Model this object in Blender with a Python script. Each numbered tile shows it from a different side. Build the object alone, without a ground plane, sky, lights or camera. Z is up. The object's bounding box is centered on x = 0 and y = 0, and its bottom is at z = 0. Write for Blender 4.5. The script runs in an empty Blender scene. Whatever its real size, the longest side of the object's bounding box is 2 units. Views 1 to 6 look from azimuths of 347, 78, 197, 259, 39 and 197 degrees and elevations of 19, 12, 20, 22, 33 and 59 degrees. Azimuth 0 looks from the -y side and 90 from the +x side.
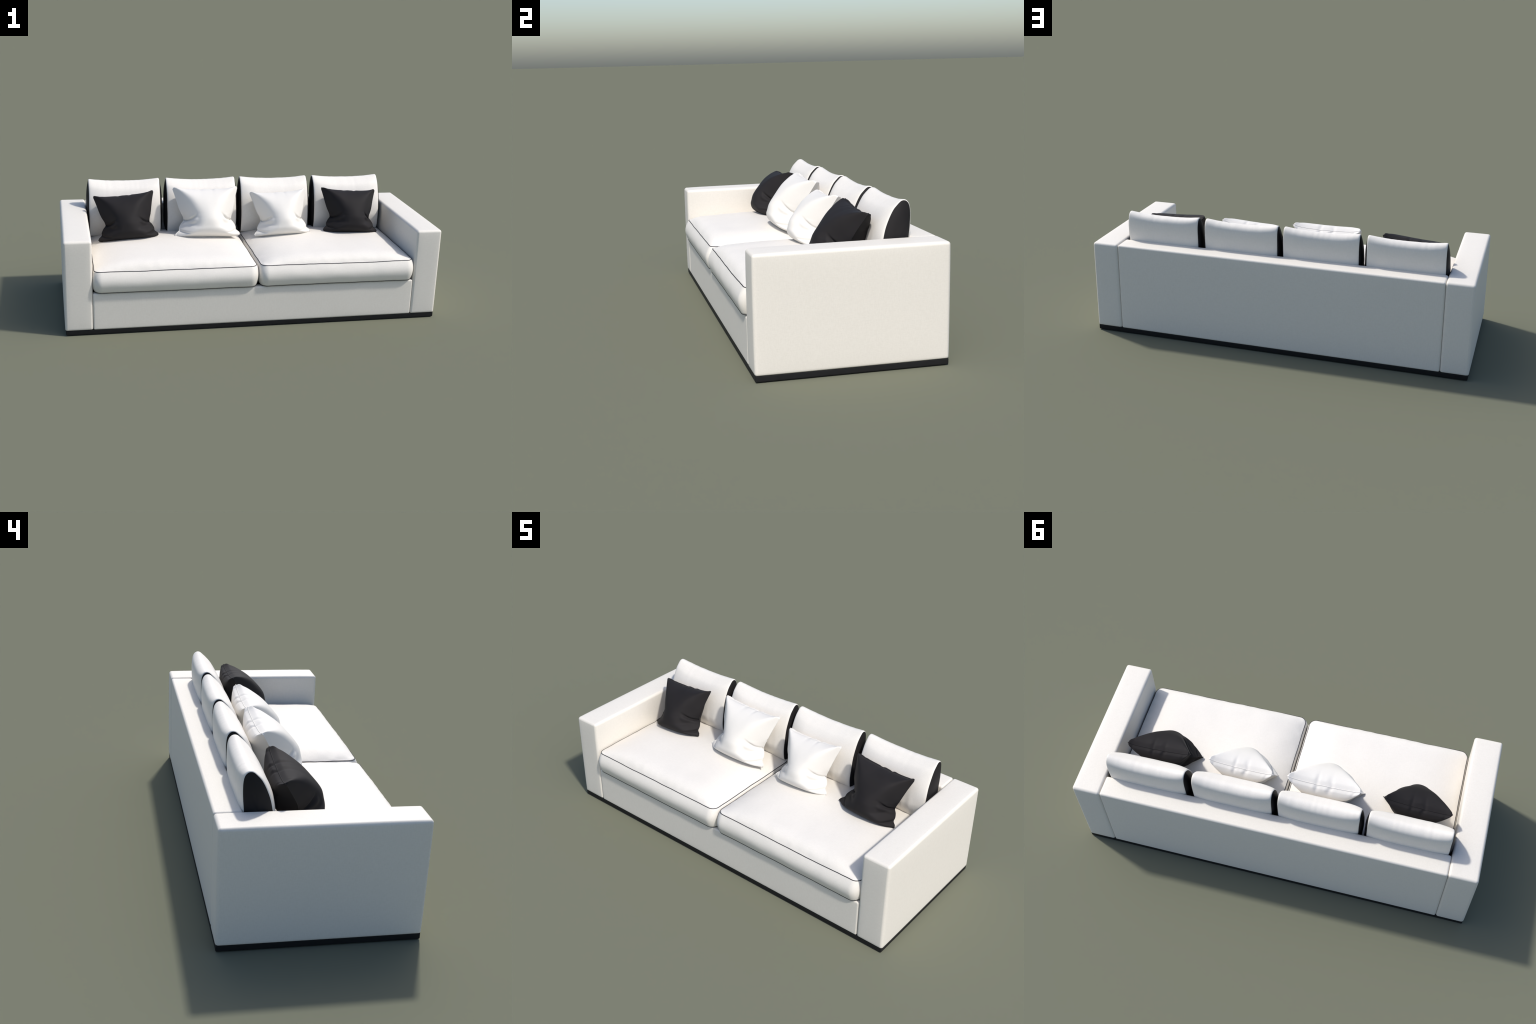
"""Two-seat box sofa: white woven upholstery, black plinth and trims, four throw pillows."""
import bpy, math
from mathutils import Vector, noise

# ------------------------------------------------------------------ materials
def fabric(name, colour, dark, thread=1.0, bump=0.12, rough=0.6, sheen=0.0, mottle=0.35, spec=0.5):
    """Woven cloth: three noises, each drawn out along one axis, make the threads."""
    m = bpy.data.materials.new(name)
    m.use_nodes = True
    nt = m.node_tree
    n, l = nt.nodes, nt.links
    bsdf = n["Principled BSDF"]
    bsdf.inputs["Roughness"].default_value = rough
    bsdf.inputs["Specular IOR Level"].default_value = spec
    if sheen:
        bsdf.inputs["Sheen Weight"].default_value = sheen
        bsdf.inputs["Sheen Roughness"].default_value = 0.5
    tc = n.new("ShaderNodeTexCoord")
    total = None
    for axis in range(3):
        mp = n.new("ShaderNodeMapping")
        sc = [330.0 * thread] * 3
        sc[axis] = 60.0 * thread
        mp.inputs["Scale"].default_value = sc
        mp.inputs["Location"].default_value = (axis * 3.1, axis * 1.7, axis * 5.3)
        l.new(tc.outputs["Object"], mp.inputs["Vector"])
        tx = n.new("ShaderNodeTexNoise")
        tx.inputs["Scale"].default_value = 1.0
        tx.inputs["Detail"].default_value = 2.0
        l.new(mp.outputs["Vector"], tx.inputs["Vector"])
        if total is None:
            total = tx.outputs["Fac"]
        else:
            ad = n.new("ShaderNodeMath")
            ad.operation = "ADD"
            l.new(total, ad.inputs[0])
            l.new(tx.outputs["Fac"], ad.inputs[1])
            total = ad.outputs[0]
    mean = n.new("ShaderNodeMath")
    mean.operation = "MULTIPLY"
    mean.inputs[1].default_value = 1.0 / 3.0
    l.new(total, mean.inputs[0])
    blot = n.new("ShaderNodeTexNoise")
    blot.inputs["Scale"].default_value = 9.0
    blot.inputs["Detail"].default_value = 4.0
    l.new(tc.outputs["Object"], blot.inputs["Vector"])
    mix_f = n.new("ShaderNodeMix")
    mix_f.data_type = "FLOAT"
    mix_f.inputs[0].default_value = mottle
    l.new(mean.outputs[0], mix_f.inputs[2])
    l.new(blot.outputs["Fac"], mix_f.inputs[3])
    ramp = n.new("ShaderNodeValToRGB")
    ramp.color_ramp.elements[0].position = 0.36
    ramp.color_ramp.elements[0].color = (*dark, 1)
    ramp.color_ramp.elements[1].position = 0.58
    ramp.color_ramp.elements[1].color = (*colour, 1)
    l.new(mix_f.outputs[0], ramp.inputs["Fac"])
    l.new(ramp.outputs["Color"], bsdf.inputs["Base Color"])
    bp = n.new("ShaderNodeBump")
    bp.inputs["Strength"].default_value = bump
    bp.inputs["Distance"].default_value = 0.002
    l.new(mean.outputs[0], bp.inputs["Height"])
    l.new(bp.outputs["Normal"], bsdf.inputs["Normal"])
    return m


def plain(name, colour, rough):
    m = bpy.data.materials.new(name)
    m.use_nodes = True
    n, l = m.node_tree.nodes, m.node_tree.links
    b = n["Principled BSDF"]
    b.inputs["Roughness"].default_value = rough
    b.inputs["Specular IOR Level"].default_value = 0.12
    tc = n.new("ShaderNodeTexCoord")
    tx = n.new("ShaderNodeTexNoise")
    tx.inputs["Scale"].default_value = 60.0
    l.new(tc.outputs["Object"], tx.inputs["Vector"])
    r = n.new("ShaderNodeValToRGB")
    r.color_ramp.elements[0].color = tuple(c * 0.85 for c in colour) + (1,)
    r.color_ramp.elements[1].color = tuple(c * 1.15 for c in colour) + (1,)
    l.new(tx.outputs["Fac"], r.inputs["Fac"])
    l.new(r.outputs["Color"], b.inputs["Base Color"])
    return m


LINEN = fabric("linen_upholstery", (0.740, 0.702, 0.635), (0.690, 0.652, 0.585), thread=1.15, bump=0.14, mottle=0.0)
COTTON = fabric("white_cotton", (0.757, 0.722, 0.664), (0.712, 0.677, 0.619), thread=0.85, bump=0.10, mottle=0.15)
PILLOW_WHITE = fabric("white_pillow_cotton", (0.735, 0.708, 0.660), (0.710, 0.683, 0.635), thread=1.1, bump=0.05, mottle=0.2, spec=0.35)
BLACK_CLOTH = fabric("black_cloth", (0.0135, 0.0122, 0.0126), (0.0115, 0.0104, 0.0108), bump=0.08, spec=0.2)
PILLOW_BLACK = fabric("black_pillow_cotton", (0.0185, 0.0168, 0.0173), (0.0155, 0.0141, 0.0146), bump=0.06, mottle=0.6, spec=0.14, rough=0.7)
PIPING = plain("black_piping_cord", (0.035, 0.035, 0.04), 0.7)
PLINTH = plain("black_lacquer", (0.015, 0.015, 0.0155), 0.55)
DECK = plain("dark_grey_deck", (0.03, 0.03, 0.03), 0.9)

# ------------------------------------------------------------------ helpers
COLL = bpy.context.scene.collection


def make(name, verts, faces, mat, parent=None, by_object=False):
    me = bpy.data.meshes.new(name)
    me.from_pydata([tuple(v) for v in verts], [], faces)
    me.update()
    for p in me.polygons:
        p.use_smooth = True
    me.materials.append(None if by_object else mat)
    ob = bpy.data.objects.new(name, me)
    COLL.objects.link(ob)
    if by_object:
        ob.material_slots[0].link = "OBJECT"
        ob.material_slots[0].material = mat
    ob.parent = parent
    return ob


def smooth(a, b, x):
    t = min(1.0, max(0.0, (x - a) / (b - a)))
    return t * t * (3 - 2 * t)


def spline(points, t):
    """Monotone-ish cubic through (t, value...) control points given in rising t."""
    n = len(points)
    if t <= points[0][0]:
        return list(points[0][1:])
    if t >= points[-1][0]:
        return list(points[-1][1:])
    i = 0
    while points[i + 1][0] < t:
        i += 1
    p0, p1, p2, p3 = points[max(i - 1, 0)], points[i], points[i + 1], points[min(i + 2, n - 1)]
    h = p2[0] - p1[0]
    s = (t - p1[0]) / h
    out = []
    for k in range(1, len(p1)):
        d = (p2[k] - p1[k]) / h
        m1 = (p2[k] - p0[k]) / (p2[0] - p0[0]) if i > 0 else d
        m2 = (p3[k] - p1[k]) / (p3[0] - p1[0]) if i + 2 < n else d
        out.append((2 * s**3 - 3 * s**2 + 1) * p1[k] + (s**3 - 2 * s**2 + s) * h * m1
                   + (-2 * s**3 + 3 * s**2) * p2[k] + (s**3 - s**2) * h * m2)
    return out


def nz(x, y, z):
    return noise.noise(Vector((x, y, z)))


def rounded_box(lo, hi, r, r_low=None, puff=0.0, rough=0.0, step=0.02):
    """Upholstered block: box with rounded edges whose faces puff out a little."""
    lo, hi = Vector(lo), Vector(hi)
    r_low = r if r_low is None else r_low
    ctr, half = (lo + hi) / 2, (hi - lo) / 2
    ticks = []
    for k in range(3):
        a, b = lo[k], hi[k]
        t = [a + r * q for q in (0, .08, .2, .35, .55, .8)]
        cnt = max(2, min(60, int((b - a - 2 * r) / step)))
        t += [a + r + (b - a - 2 * r) * i / cnt for i in range(cnt + 1)]
        t += [b - r * q for q in (.8, .55, .35, .2, .08, 0)]
        ticks.append(t)
    index, verts, faces = {}, [], []

    def vid(i, j, k):
        key = (i, j, k)
        if key not in index:
            p = Vector((ticks[0][i], ticks[1][j], ticks[2][k]))
            inner = Vector([min(max(p[q], lo[q] + r), hi[q] - r) for q in range(3)])
            d = p - inner
            if d.length > 1e-9:
                # cube-to-sphere for an even rounding
                x, y, z = d / r
                s = Vector((x * math.sqrt(max(0, 1 - y * y / 2 - z * z / 2 + y * y * z * z / 3)),
                            y * math.sqrt(max(0, 1 - z * z / 2 - x * x / 2 + z * z * x * x / 3)),
                            z * math.sqrt(max(0, 1 - x * x / 2 - y * y / 2 + x * x * y * y / 3))))
                p = inner + s * r
            if p.z < lo.z + r:      # tighter turn along the underside
                k = (lo.z + r - p.z) / r
                p.z = lo.z + r_low * (1 - k)
            if puff or rough:
                n = Vector([(p[q] - ctr[q]) / half[q] for q in range(3)])
                for q in range(3):
                    o1, o2 = n[(q + 1) % 3], n[(q + 2) % 3]
                    w = (1 - o1**6) * (1 - o2**6) * smooth(.9, 1, abs(n[q]))
                    if w > 0:
                        f = puff + rough * nz(p.x * 4 + q * 9, p.y * 4, p.z * 4)
                        p[q] += math.copysign(f * w, n[q])
            index[key] = len(verts)
            verts.append(p)
        return index[key]

    N = [len(t) - 1 for t in ticks]
    for ax in range(3):
        a, b = (ax + 1) % 3, (ax + 2) % 3
        for side in (0, N[ax]):
            for i in range(N[a]):
                for j in range(N[b]):
                    q = []
                    for di, dj in ((0, 0), (1, 0), (1, 1), (0, 1)):
                        c = [0, 0, 0]
                        c[ax], c[a], c[b] = side, i + di, j + dj
                        q.append(vid(*c))
                    faces.append(q if side else q[::-1])
    return verts, faces


def tube(path, radius, closed=True, sides=8):
    """Round cord along a path of points."""
    n = len(path)
    verts, faces = [], []
    for i in range(n):
        p = Vector(path[i])
        a = Vector(path[(i - 1) % n]) if closed or i > 0 else p
        b = Vector(path[(i + 1) % n]) if closed or i < n - 1 else p
        t = (b - a).normalized()
        ref = Vector((0, 0, 1)) if abs(t.z) < 0.9 else Vector((0, 1, 0))
        u = t.cross(ref).normalized()
        w = u.cross(t)
        for k in range(sides):
            an = 2 * math.pi * k / sides
            verts.append(p + (u * math.cos(an) + w * math.sin(an)) * radius)
    for i in range(n if closed else n - 1):
        for k in range(sides):
            i2, k2 = (i + 1) % n, (k + 1) % sides
            faces.append((i * sides + k, i * sides + k2, i2 * sides + k2, i2 * sides + k))
    return verts, faces


def loft(rings, closed=True):
    verts = [v for r in rings for v in r]
    n = len(rings[0])
    faces = []
    for a in range(len(rings) - 1):
        for i in range(n if closed else n - 1):
            j = (i + 1) % n
            faces.append((a * n + i, a * n + j, (a + 1) * n + j, (a + 1) * n + i))
    return verts, faces


# ------------------------------------------------------------------ sofa frame
sofa = bpy.data.objects.new("sofa", None)
COLL.objects.link(sofa)
sofa["label"] = "low white fabric sofa with black plinth and black trim"
sofa["category"] = "sofa"

Z0 = 0.0255          # underside of the upholstery, top of the plinth
ARM_IN, ARM_OUT = 0.857, 0.9972
FRONT, REAR = -0.3835, 0.4058

make("plinth", *rounded_box((-0.994, -0.3815, 0), (0.994, 0.4045, Z0 + 0.002), 0.005, step=.2), PLINTH, sofa)
for sgn in (-1, 1):
    lo = (ARM_IN if sgn > 0 else -ARM_OUT, FRONT, Z0)
    hi = (ARM_OUT if sgn > 0 else -ARM_IN, REAR, 0.5000)
    v, f = rounded_box(lo, hi, 0.013, r_low=0.006, puff=0.0024, rough=0.0004)
    # keep the faces that meet the seat straight
    make("armrest", v, f, LINEN, sofa)
make("backrest_frame", *rounded_box((-0.8558, 0.296, Z0), (0.8558, REAR - 0.0003, 0.4985), 0.010, r_low=0.006,
                                    puff=0.0014, rough=0.0004), LINEN, sofa)
make("front_panel", *rounded_box((-0.8555, FRONT, Z0), (0.8555, -0.345, 0.2225), 0.008, puff=0.001, rough=0.0008), LINEN, sofa)
make("seat_deck", *rounded_box((-0.8555, -0.3445, Z0 + .003), (0.8555, 0.2945, 0.216), 0.004, step=.2), DECK, sofa)

# ------------------------------------------------------------------ seat cushions
SEAT_Y0, SEAT_Y1 = -0.3865, 0.289
PIPE_TOP, PIPE_LOW = 0.337, 0.2285
R_CORNER = 0.036


def seat_outline(x0, x1, grow=0.0):
    """Rounded rectangle as (point, outward normal), evenly spaced."""
    r = R_CORNER
    pts = []
    y0, y1 = SEAT_Y0, SEAT_Y1
    def line(a, b, nrm, cnt):
        for i in range(cnt):
            t = i / cnt
            pts.append((a[0] + (b[0] - a[0]) * t, a[1] + (b[1] - a[1]) * t, nrm[0], nrm[1]))
    def arc(cx, cy, a0, cnt=14):
        for i in range(cnt):
            a = a0 + math.pi / 2 * i / cnt
            pts.append((cx + r * math.cos(a), cy + r * math.sin(a), math.cos(a), math.sin(a)))
    line((x0 + r, y0), (x1 - r, y0), (0, -1), 84)
    arc(x1 - r, y0 + r, -math.pi / 2)
    line((x1, y0 + r), (x1, y1 - r), (1, 0), 64)
    arc(x1 - r, y1 - r, 0)
    line((x1 - r, y1), (x0 + r, y1), (0, 1), 84)
    arc(x0 + r, y1 - r, math.pi / 2)
    line((x0, y1 - r), (x0, y0 + r), (-1, 0), 64)
    arc(x0 + r, y0 + r, math.pi)
    return pts


def seat_cushion(x0, x1, seed):
    out = seat_outline(x0, x1)
    cx, cy = (x0 + x1) / 2, (SEAT_Y0 + SEAT_Y1) / 2
    hx, hy = (x1 - x0) / 2, (SEAT_Y1 - SEAT_Y0) / 2

    p_front = SEAT_Y0

    def rim(p, z, seed2, amp=1.0):
        """Wandering seam line the piping is sewn into."""
        w = 0.0034 * nz(p[0] * 9 + seed2, p[1] * 9, seed) + 0.0008 * nz(p[0] * 30, p[1] * 30 + seed2, seed)
        side = 0.0012 * nz(p[0] * 12 + 7, p[1] * 12 + seed2, seed)
        return Vector((p[0] + p[2] * side, p[1] + p[3] * side, z + w * amp))

    top = [rim(p, PIPE_TOP, 3.0) for p in out]
    low = [rim(p, PIPE_LOW, 8.0, 0.4) + Vector((0, -0.008 * max(0.0, -p[3]), 0)) for p in out]
    rings = []
    # underside
    for s in (0.0, 0.5, 0.9, 0.97):
        rings.append([Vector((cx + (p.x - cx) * s, cy + (p.y - cy) * s, p.z - 0.009 * (1 - s**6))) for p in low])
    # boxing: wall between the two piped seams, fuller in front
    WALL = 16
    for k in range(WALL + 1):
        t = k / WALL
        ring = []
        for p, a, b in zip(out, low, top):
            full = 0.0105 + (0.0070 + 0.002 * t) * max(0.0, -p[3]) ** 1.5 - 0.007 * max(0.0, p[3])
            shape = math.sin(math.pi * t) ** (0.5 + 0.5 * max(0.0, -p[3]))
            q = a.lerp(b, t)
            rip = 0.0012 * nz(p[0] * 10 + seed, p[1] * 10, t * 2.0) * shape
            # seam dips just beside the cord
            ring.append(Vector((q.x + p[2] * (full * shape + rip), q.y + p[3] * (full * shape + rip), q.z)))
        rings.append(ring)
    # crowned top
    for s in (0.992, 0.98, 0.965, 0.945, 0.92, 0.89, 0.855, 0.815, 0.77, 0.72, 0.66, 0.6, 0.53, 0.46, 0.38, 0.3, 0.22, 0.14, 0.06):
        ring = []
        for p in top:
            x, y = cx + (p.x - cx) * s, cy + (p.y - cy) * s
            X, Y = abs(x - cx) / hx, abs(y - cy) / hy
            ahead = max(0.0, y - p_front)
            crown = 0.0450 * (1 + 0.14 * smooth(-0.30, -0.08, y)) * (1 - X**5.5) * (1 - math.exp(-ahead / 0.023)) * (1 - 0.54 * smooth(-0.02, 0.25, y))
            crown *= 1 - smooth(0.22, SEAT_Y1, y)
            edge = 1 - s
            pucker = 0.0032 * nz(x * 30, y * 30, seed + 5) * math.exp(-(edge / 0.085)) * min(1, edge / 0.015)
            swell = 0.0026 * nz(x * 5 + 3, y * 5, seed) + 0.0012 * nz(x * 12, y * 12 + 4, seed) 
            crease = 0.0008 * nz(x * 7 + y * 16, y * 5 - x * 3, seed + 2)
            z = PIPE_TOP + (p.z - PIPE_TOP) * max(0.0, 1 - edge / 0.10) ** 2 + crown + pucker + (swell + crease) * min(1, edge / 0.1)
            ring.append(Vector((x, y, z)))
        rings.append(ring)
    v, f = loft(rings)
    n = len(out)
    c0 = len(v)
    v.append(sum(rings[-1], Vector()) / n)
    base = (len(rings) - 1) * n
    f += [(base + i, base + (i + 1) % n, c0) for i in range(n)]
    ob = make("seat_cushion", v, f, COTTON, sofa)
    for line in (top, low):
        make("piping", *tube(line, 0.0019), PIPING, ob)
    return ob


seat_cushion(-0.8470, -0.0110, 1.3)
seat_cushion(0.0120, 0.8470, 6.1)

# ------------------------------------------------------------------ back cushions
# end profile (t, y, z), once round: bottom rear -> bottom front -> up the front -> top -> down the back
END = [(0.00, 0.284, 0.343), (0.05, 0.250, 0.341), (0.10, 0.205, 0.342), (0.14, 0.184, 0.348), (0.18, 0.176, 0.365),
       (0.25, 0.171, 0.410), (0.32, 0.175, 0.462), (0.40, 0.187, 0.527), (0.46, 0.204, 0.573), (0.52, 0.225, 0.613),
       (0.56, 0.243, 0.634), (0.60, 0.261, 0.6490), (0.64, 0.2790, 0.6490), (0.68, 0.2925, 0.635), (0.72, 0.2985, 0.608),
       (0.79, 0.299, 0.550), (0.86, 0.2945, 0.480), (0.92, 0.2905, 0.420), (0.97, 0.2885, 0.362), (1.00, 0.284, 0.343)]
HALF = 0.1957
PROF_N = 160


def back_point(t, s, x):
    """Point of the cushion skin: t round the profile, s in -1..1 along its length."""
    y, z = spline(END, t)
    m = 1 - abs(s) ** 2.2
    mf = 1 - abs(s) ** 4.5
    up = smooth(0.55, 0.66, z)
    # the filling settles: lower in the middle, fuller in front and behind
    z2 = z - 0.0125 * m * smooth(0.50, 0.64, z)
    front = smooth(0.27, 0.22, y) if t < 0.64 else 0.0
    y2 = y - 0.019 * mf * front * smooth(0.35, 0.44, z) * (1 - 0.15 * up)
    if t > 0.62:
        y2 += 0.009 * mf * smooth(0.40, 0.47, z) * smooth(0.62, 0.70, t)
    return y2, z2


def back_cushion(cx, seed):
    stations = [(-1.0, 0.0045), (-0.9935, 0.0024), (-0.984, 0.0009)]
    stations += [(-0.965 + 1.93 * i / 56, 0.0) for i in range(57)]
    stations += [(-a, b) for a, b in stations[2::-1]]
    gy, gz = 0.238, 0.49
    rings = []
    for s, ins in stations:
        ring = []
        for i in range(PROF_N):
            t = i / PROF_N
            y, z = back_point(t, s, 0)
            # wrinkles: upright ripples, stronger low down and toward the corners
            m = (1 - abs(s) ** 8)
            low = smooth(0.52, 0.40, z) * smooth(0.15, 0.8, s * 0.8 + 0.2)
            rip = (0.0026 * low + 0.0005) * nz(s * 9 + seed, z * 5, seed) * m + 0.0012 * low * nz(s * 17, z * 9 + seed, 2) * m
            rip += 0.0007 * smooth(0.56, 0.62, z) * nz(s * 11 + seed, z * 3, 7.7) * m
            rip += 0.0010 * nz(s * 2.2 + seed, z * 9, y * 9) * m
            d = Vector((y - gy, z - gz))
            d.normalize()
            y += d.x * (rip - ins)
            z += d.y * (rip - ins)
            wob = 0.0012 * nz(z * 12, seed, s) 
            ring.append(Vector((s * HALF + wob * abs(s) ** 4, y, z)))
        rings.append(ring)
    v, f = loft(rings)
    ob = make("back_cushion", v, f, COTTON, sofa)
    ob.location = (cx, 0, 0)
    for side, ring in ((-1, rings[0]), (1, rings[-1])):
        prs = []
        c = Vector((side * HALF, gy, gz))
        for q in (1.0, 0.97, 0.92, 0.85, 0.75, 0.62, 0.47, 0.3, 0.12):
            prs.append([Vector((p.x + side * (0.0150 * (1 - q**3)), c.y + (p.y - c.y) * q, c.z + (p.z - c.z) * q)) for p in ring])
        pv, pf = loft(prs)
        ci = len(pv)
        pv.append(sum(prs[-1], Vector()) / PROF_N)
        b = (len(prs) - 1) * PROF_N
        pf += [(b + i, b + (i + 1) % PROF_N, ci) for i in range(PROF_N)]
        if side > 0:
            pf = [tuple(reversed(q)) for q in pf]
        make("side_panel", pv, pf, BLACK_CLOTH, ob)
    return ob


for i, cx in enumerate((-0.645, -0.2145, 0.209, 0.640)):
    back_cushion(cx, 2.7 * i + 0.4)

# ------------------------------------------------------------------ throw pillows
# middle profiles (v, y, z) from the bottom seam to the top seam, pillow leaning back
FRONT_P = [(0, .011, .004), (.05, -.018, .017), (.12, -.044, .038), (.22, -.0575, .066), (.32, -.056, .090), (.42, -.046, .122),
           (.55, -.013, .164), (.68, .028, .201), (.82, .075, .223), (.93, .114, .2270), (1, .139, .2185)]
BACK_P = [(0, .011, .004), (.05, .038, .004), (.12, .075, .012), (.22, .115, .035), (.35, .150, .072), (.50, .168, .110),
          (.65, .174, .148), (.80, .170, .183), (.93, .156, .210), (1, .139, .2185)]
# half width of the seam loop: pinched a third of the way up, flaring to the lower corners
SIDE = [(0, .1665), (.05, .156), (.10, .142), (.16, .141), (.23, .133), (.30, .121), (.5, .133), (.75, .147), (1, .1645)]


def seam_sheet(u, v):
    a = abs(u)
    x = spline(SIDE, v)[0] * u
    if u < 0:
        x *= 1 - 0.07 * math.exp(-((v - .33) / .18) ** 2)
    zb = 0.004 + 0.011 * a**4
    zt = 0.2185 + 0.007 * a**2.2 + 0.0125 * a**7
    zt -= 0.0024 * v**9 * (math.exp(-((u + .20) / .05) ** 2) + math.exp(-((u - .20) / .05) ** 2))
    yb = 0.011 + 0.002 * a
    z = zb + (zt - zb) * v
    y = yb + (0.139 - yb) * v + 0.014 * a * a * math.exp(-((v - .28) / .16) ** 2)
    # stuffed, blunt corner tips
    tip = smooth(0.93, 1, a) * max(smooth(0.94, 1, v), smooth(0.06, 0, v))
    x -= math.copysign(0.0055 * tip, u)
    z += (0.004 if v < .5 else -0.0055) * tip
    return x, y, z


def pillow_point(u, v, front):
    x, y, z = seam_sheet(u, v)
    if abs(u) >= 1 or v <= 0 or v >= 1:
        return Vector((x, y, z))
    _, y0, z0 = seam_sheet(0, v)
    py, pz = spline(FRONT_P if front else BACK_P, v)
    a = abs(u)
    if front:
        edge = 1 - min(0.80, max(0.06, (1 - v) * 1.55), max(0.08, 0.12 + v * 1.6))
        k = 5.0
    else:
        edge, k = 1 - min(0.47, max(0.05, (1 - v) * 1.3), max(0.08, 0.12 + v * 1.6)), 3.5
    soft = (math.sqrt(u * u + 0.03) - math.sqrt(0.03)) / (math.sqrt(1.03) - math.sqrt(0.03))
    q = (1 - soft) / (1 - edge)
    w = q / (1 + q**k) ** (1 / k)
    q0 = 1 / (1 - edge)
    w /= q0 / (1 + q0**k) ** (1 / k)
    y += w * (py - y0)
    z += w * (pz - z0)
    # folds
    off = 0.0
    near = min(1.0, (1 - a) / 0.05)
    if front:
        tilt = 0.34 if u > 0 else 0.31
        dv = v - (0.295 + (1 - a) * tilt)
        g = smooth(0.42, 0.66, a)
        off += near * g * (-0.017 * math.exp(-((dv - .006) / 0.017) ** 2) + 0.010 * math.exp(-((dv + 0.045) / 0.035) ** 2))
        dv2 = v - (0.105 + (1 - a) * 0.10)
        g2 = smooth(0.55, 0.8, a) * (1.0 if u > 0 else 0.8)
        off += near * g2 * (-0.007 * math.exp(-(dv2 / 0.016) ** 2) + 0.003 * math.exp(-((dv2 + .045) / 0.03) ** 2))
    rim = smooth(0, .05, 1 - v) * math.exp(-((1 - v) / 0.095) ** 2)
    for uc, dep, wd in ((-.16, .0055, .055), (.17, .0055, .055), (.83, .003, .04), (-.8, .002, .04)):
        skew = uc + (1 - v) * 0.1
        off -= rim * dep * (math.exp(-((u - skew) / wd) ** 2) - 0.55 * math.exp(-((u - skew - 2.1 * wd) / (wd * 1.2)) ** 2))
    off += 0.0012 * nz(u * 3, v * 3, 4.2 if front else 9.1) * min(1, (1 - a) * 4, v * 8, (1 - v) * 8)
    if front:
        y += -0.87 * off
        z += 0.49 * off
    else:
        y += 0.9 * off
        z += 0.3 * off
    return Vector((x, y, max(z, 0.0)))


def pillow_mesh():
    N, M = 110, 120
    us = [math.sin((-1 + 2 * i / N) * math.pi / 2) * 0.35 + (-1 + 2 * i / N) * 0.65 for i in range(N + 1)]
    vs = [0.5 + 0.5 * (math.sin((-1 + 2 * j / M) * math.pi / 2) * 0.45 + (-1 + 2 * j / M) * 0.55) for j in range(M + 1)]
    us[0], us[-1], vs[0], vs[-1] = -1, 1, 0, 1
    verts, faces, idx = [], [], {}
    for front in (True, False):
        for i, u in enumerate(us):
            for j, v in enumerate(vs):
                border = i in (0, N) or j in (0, M)
                key = (i, j, border or front)
                if key not in idx:
                    idx[key] = len(verts)
                    verts.append(pillow_point(u, v, front))
        for i in range(N):
            for j in range(M):
                q = []
                for a, b in ((i, j), (i + 1, j), (i + 1, j + 1), (i, j + 1)):
                    bd = a in (0, N) or b in (0, M)
                    q.append(idx[(a, b, bd or front)])
                faces.append(q if front else q[::-1])
    loop = [pillow_point(u, 0, True) for u in us] + [pillow_point(1, v, True) for v in vs[1:]]
    loop += [pillow_point(u, 1, True) for u in us[-2::-1]] + [pillow_point(-1, v, True) for v in vs[-2:0:-1]]
    return verts, faces, loop


pv, pf, loop = pillow_mesh()
wv, wf = tube(loop, 0.0017, sides=6)
PILLOWS = [  # x, y, z, turn, size, cloth, label
    (-0.640, 0.000, 0.3690, -0.082, (1.01, 1, 1), PILLOW_BLACK, "square black throw pillow slumped on its lower edge"),
    (-0.2075, -0.001, 0.3690, 0.004, (1.125, 1.07, 1.10), PILLOW_WHITE, "large square white throw pillow slumped on its edge"),
    (0.2180, 0.000, 0.3675, -0.045, (1, 1, 1), PILLOW_WHITE, "square white throw pillow slumped on its lower edge"),
    (0.6140, 0.001, 0.3690, 0.055, (1, 1, 1), PILLOW_BLACK, "square black throw pillow leaning toward the armrest"),
]
first = None
for x, y, z, turn, size, cloth, label in PILLOWS:
    if first is None:
        ob = make("throw_pillow", pv, pf, cloth, by_object=True)
        welt = make("seam_welt", wv, wf, cloth, ob, by_object=True)
        first, first_welt = ob, welt
    else:
        ob, welt = first.copy(), first_welt.copy()
        COLL.objects.link(ob)
        COLL.objects.link(welt)
        welt.parent = ob
        ob.material_slots[0].material = cloth
        welt.material_slots[0].material = cloth
    ob.location = (x, y, z)
    ob.rotation_euler = (0, turn, 0)
    ob.scale = size
    ob["label"] = label
    ob["category"] = "throw pillow"
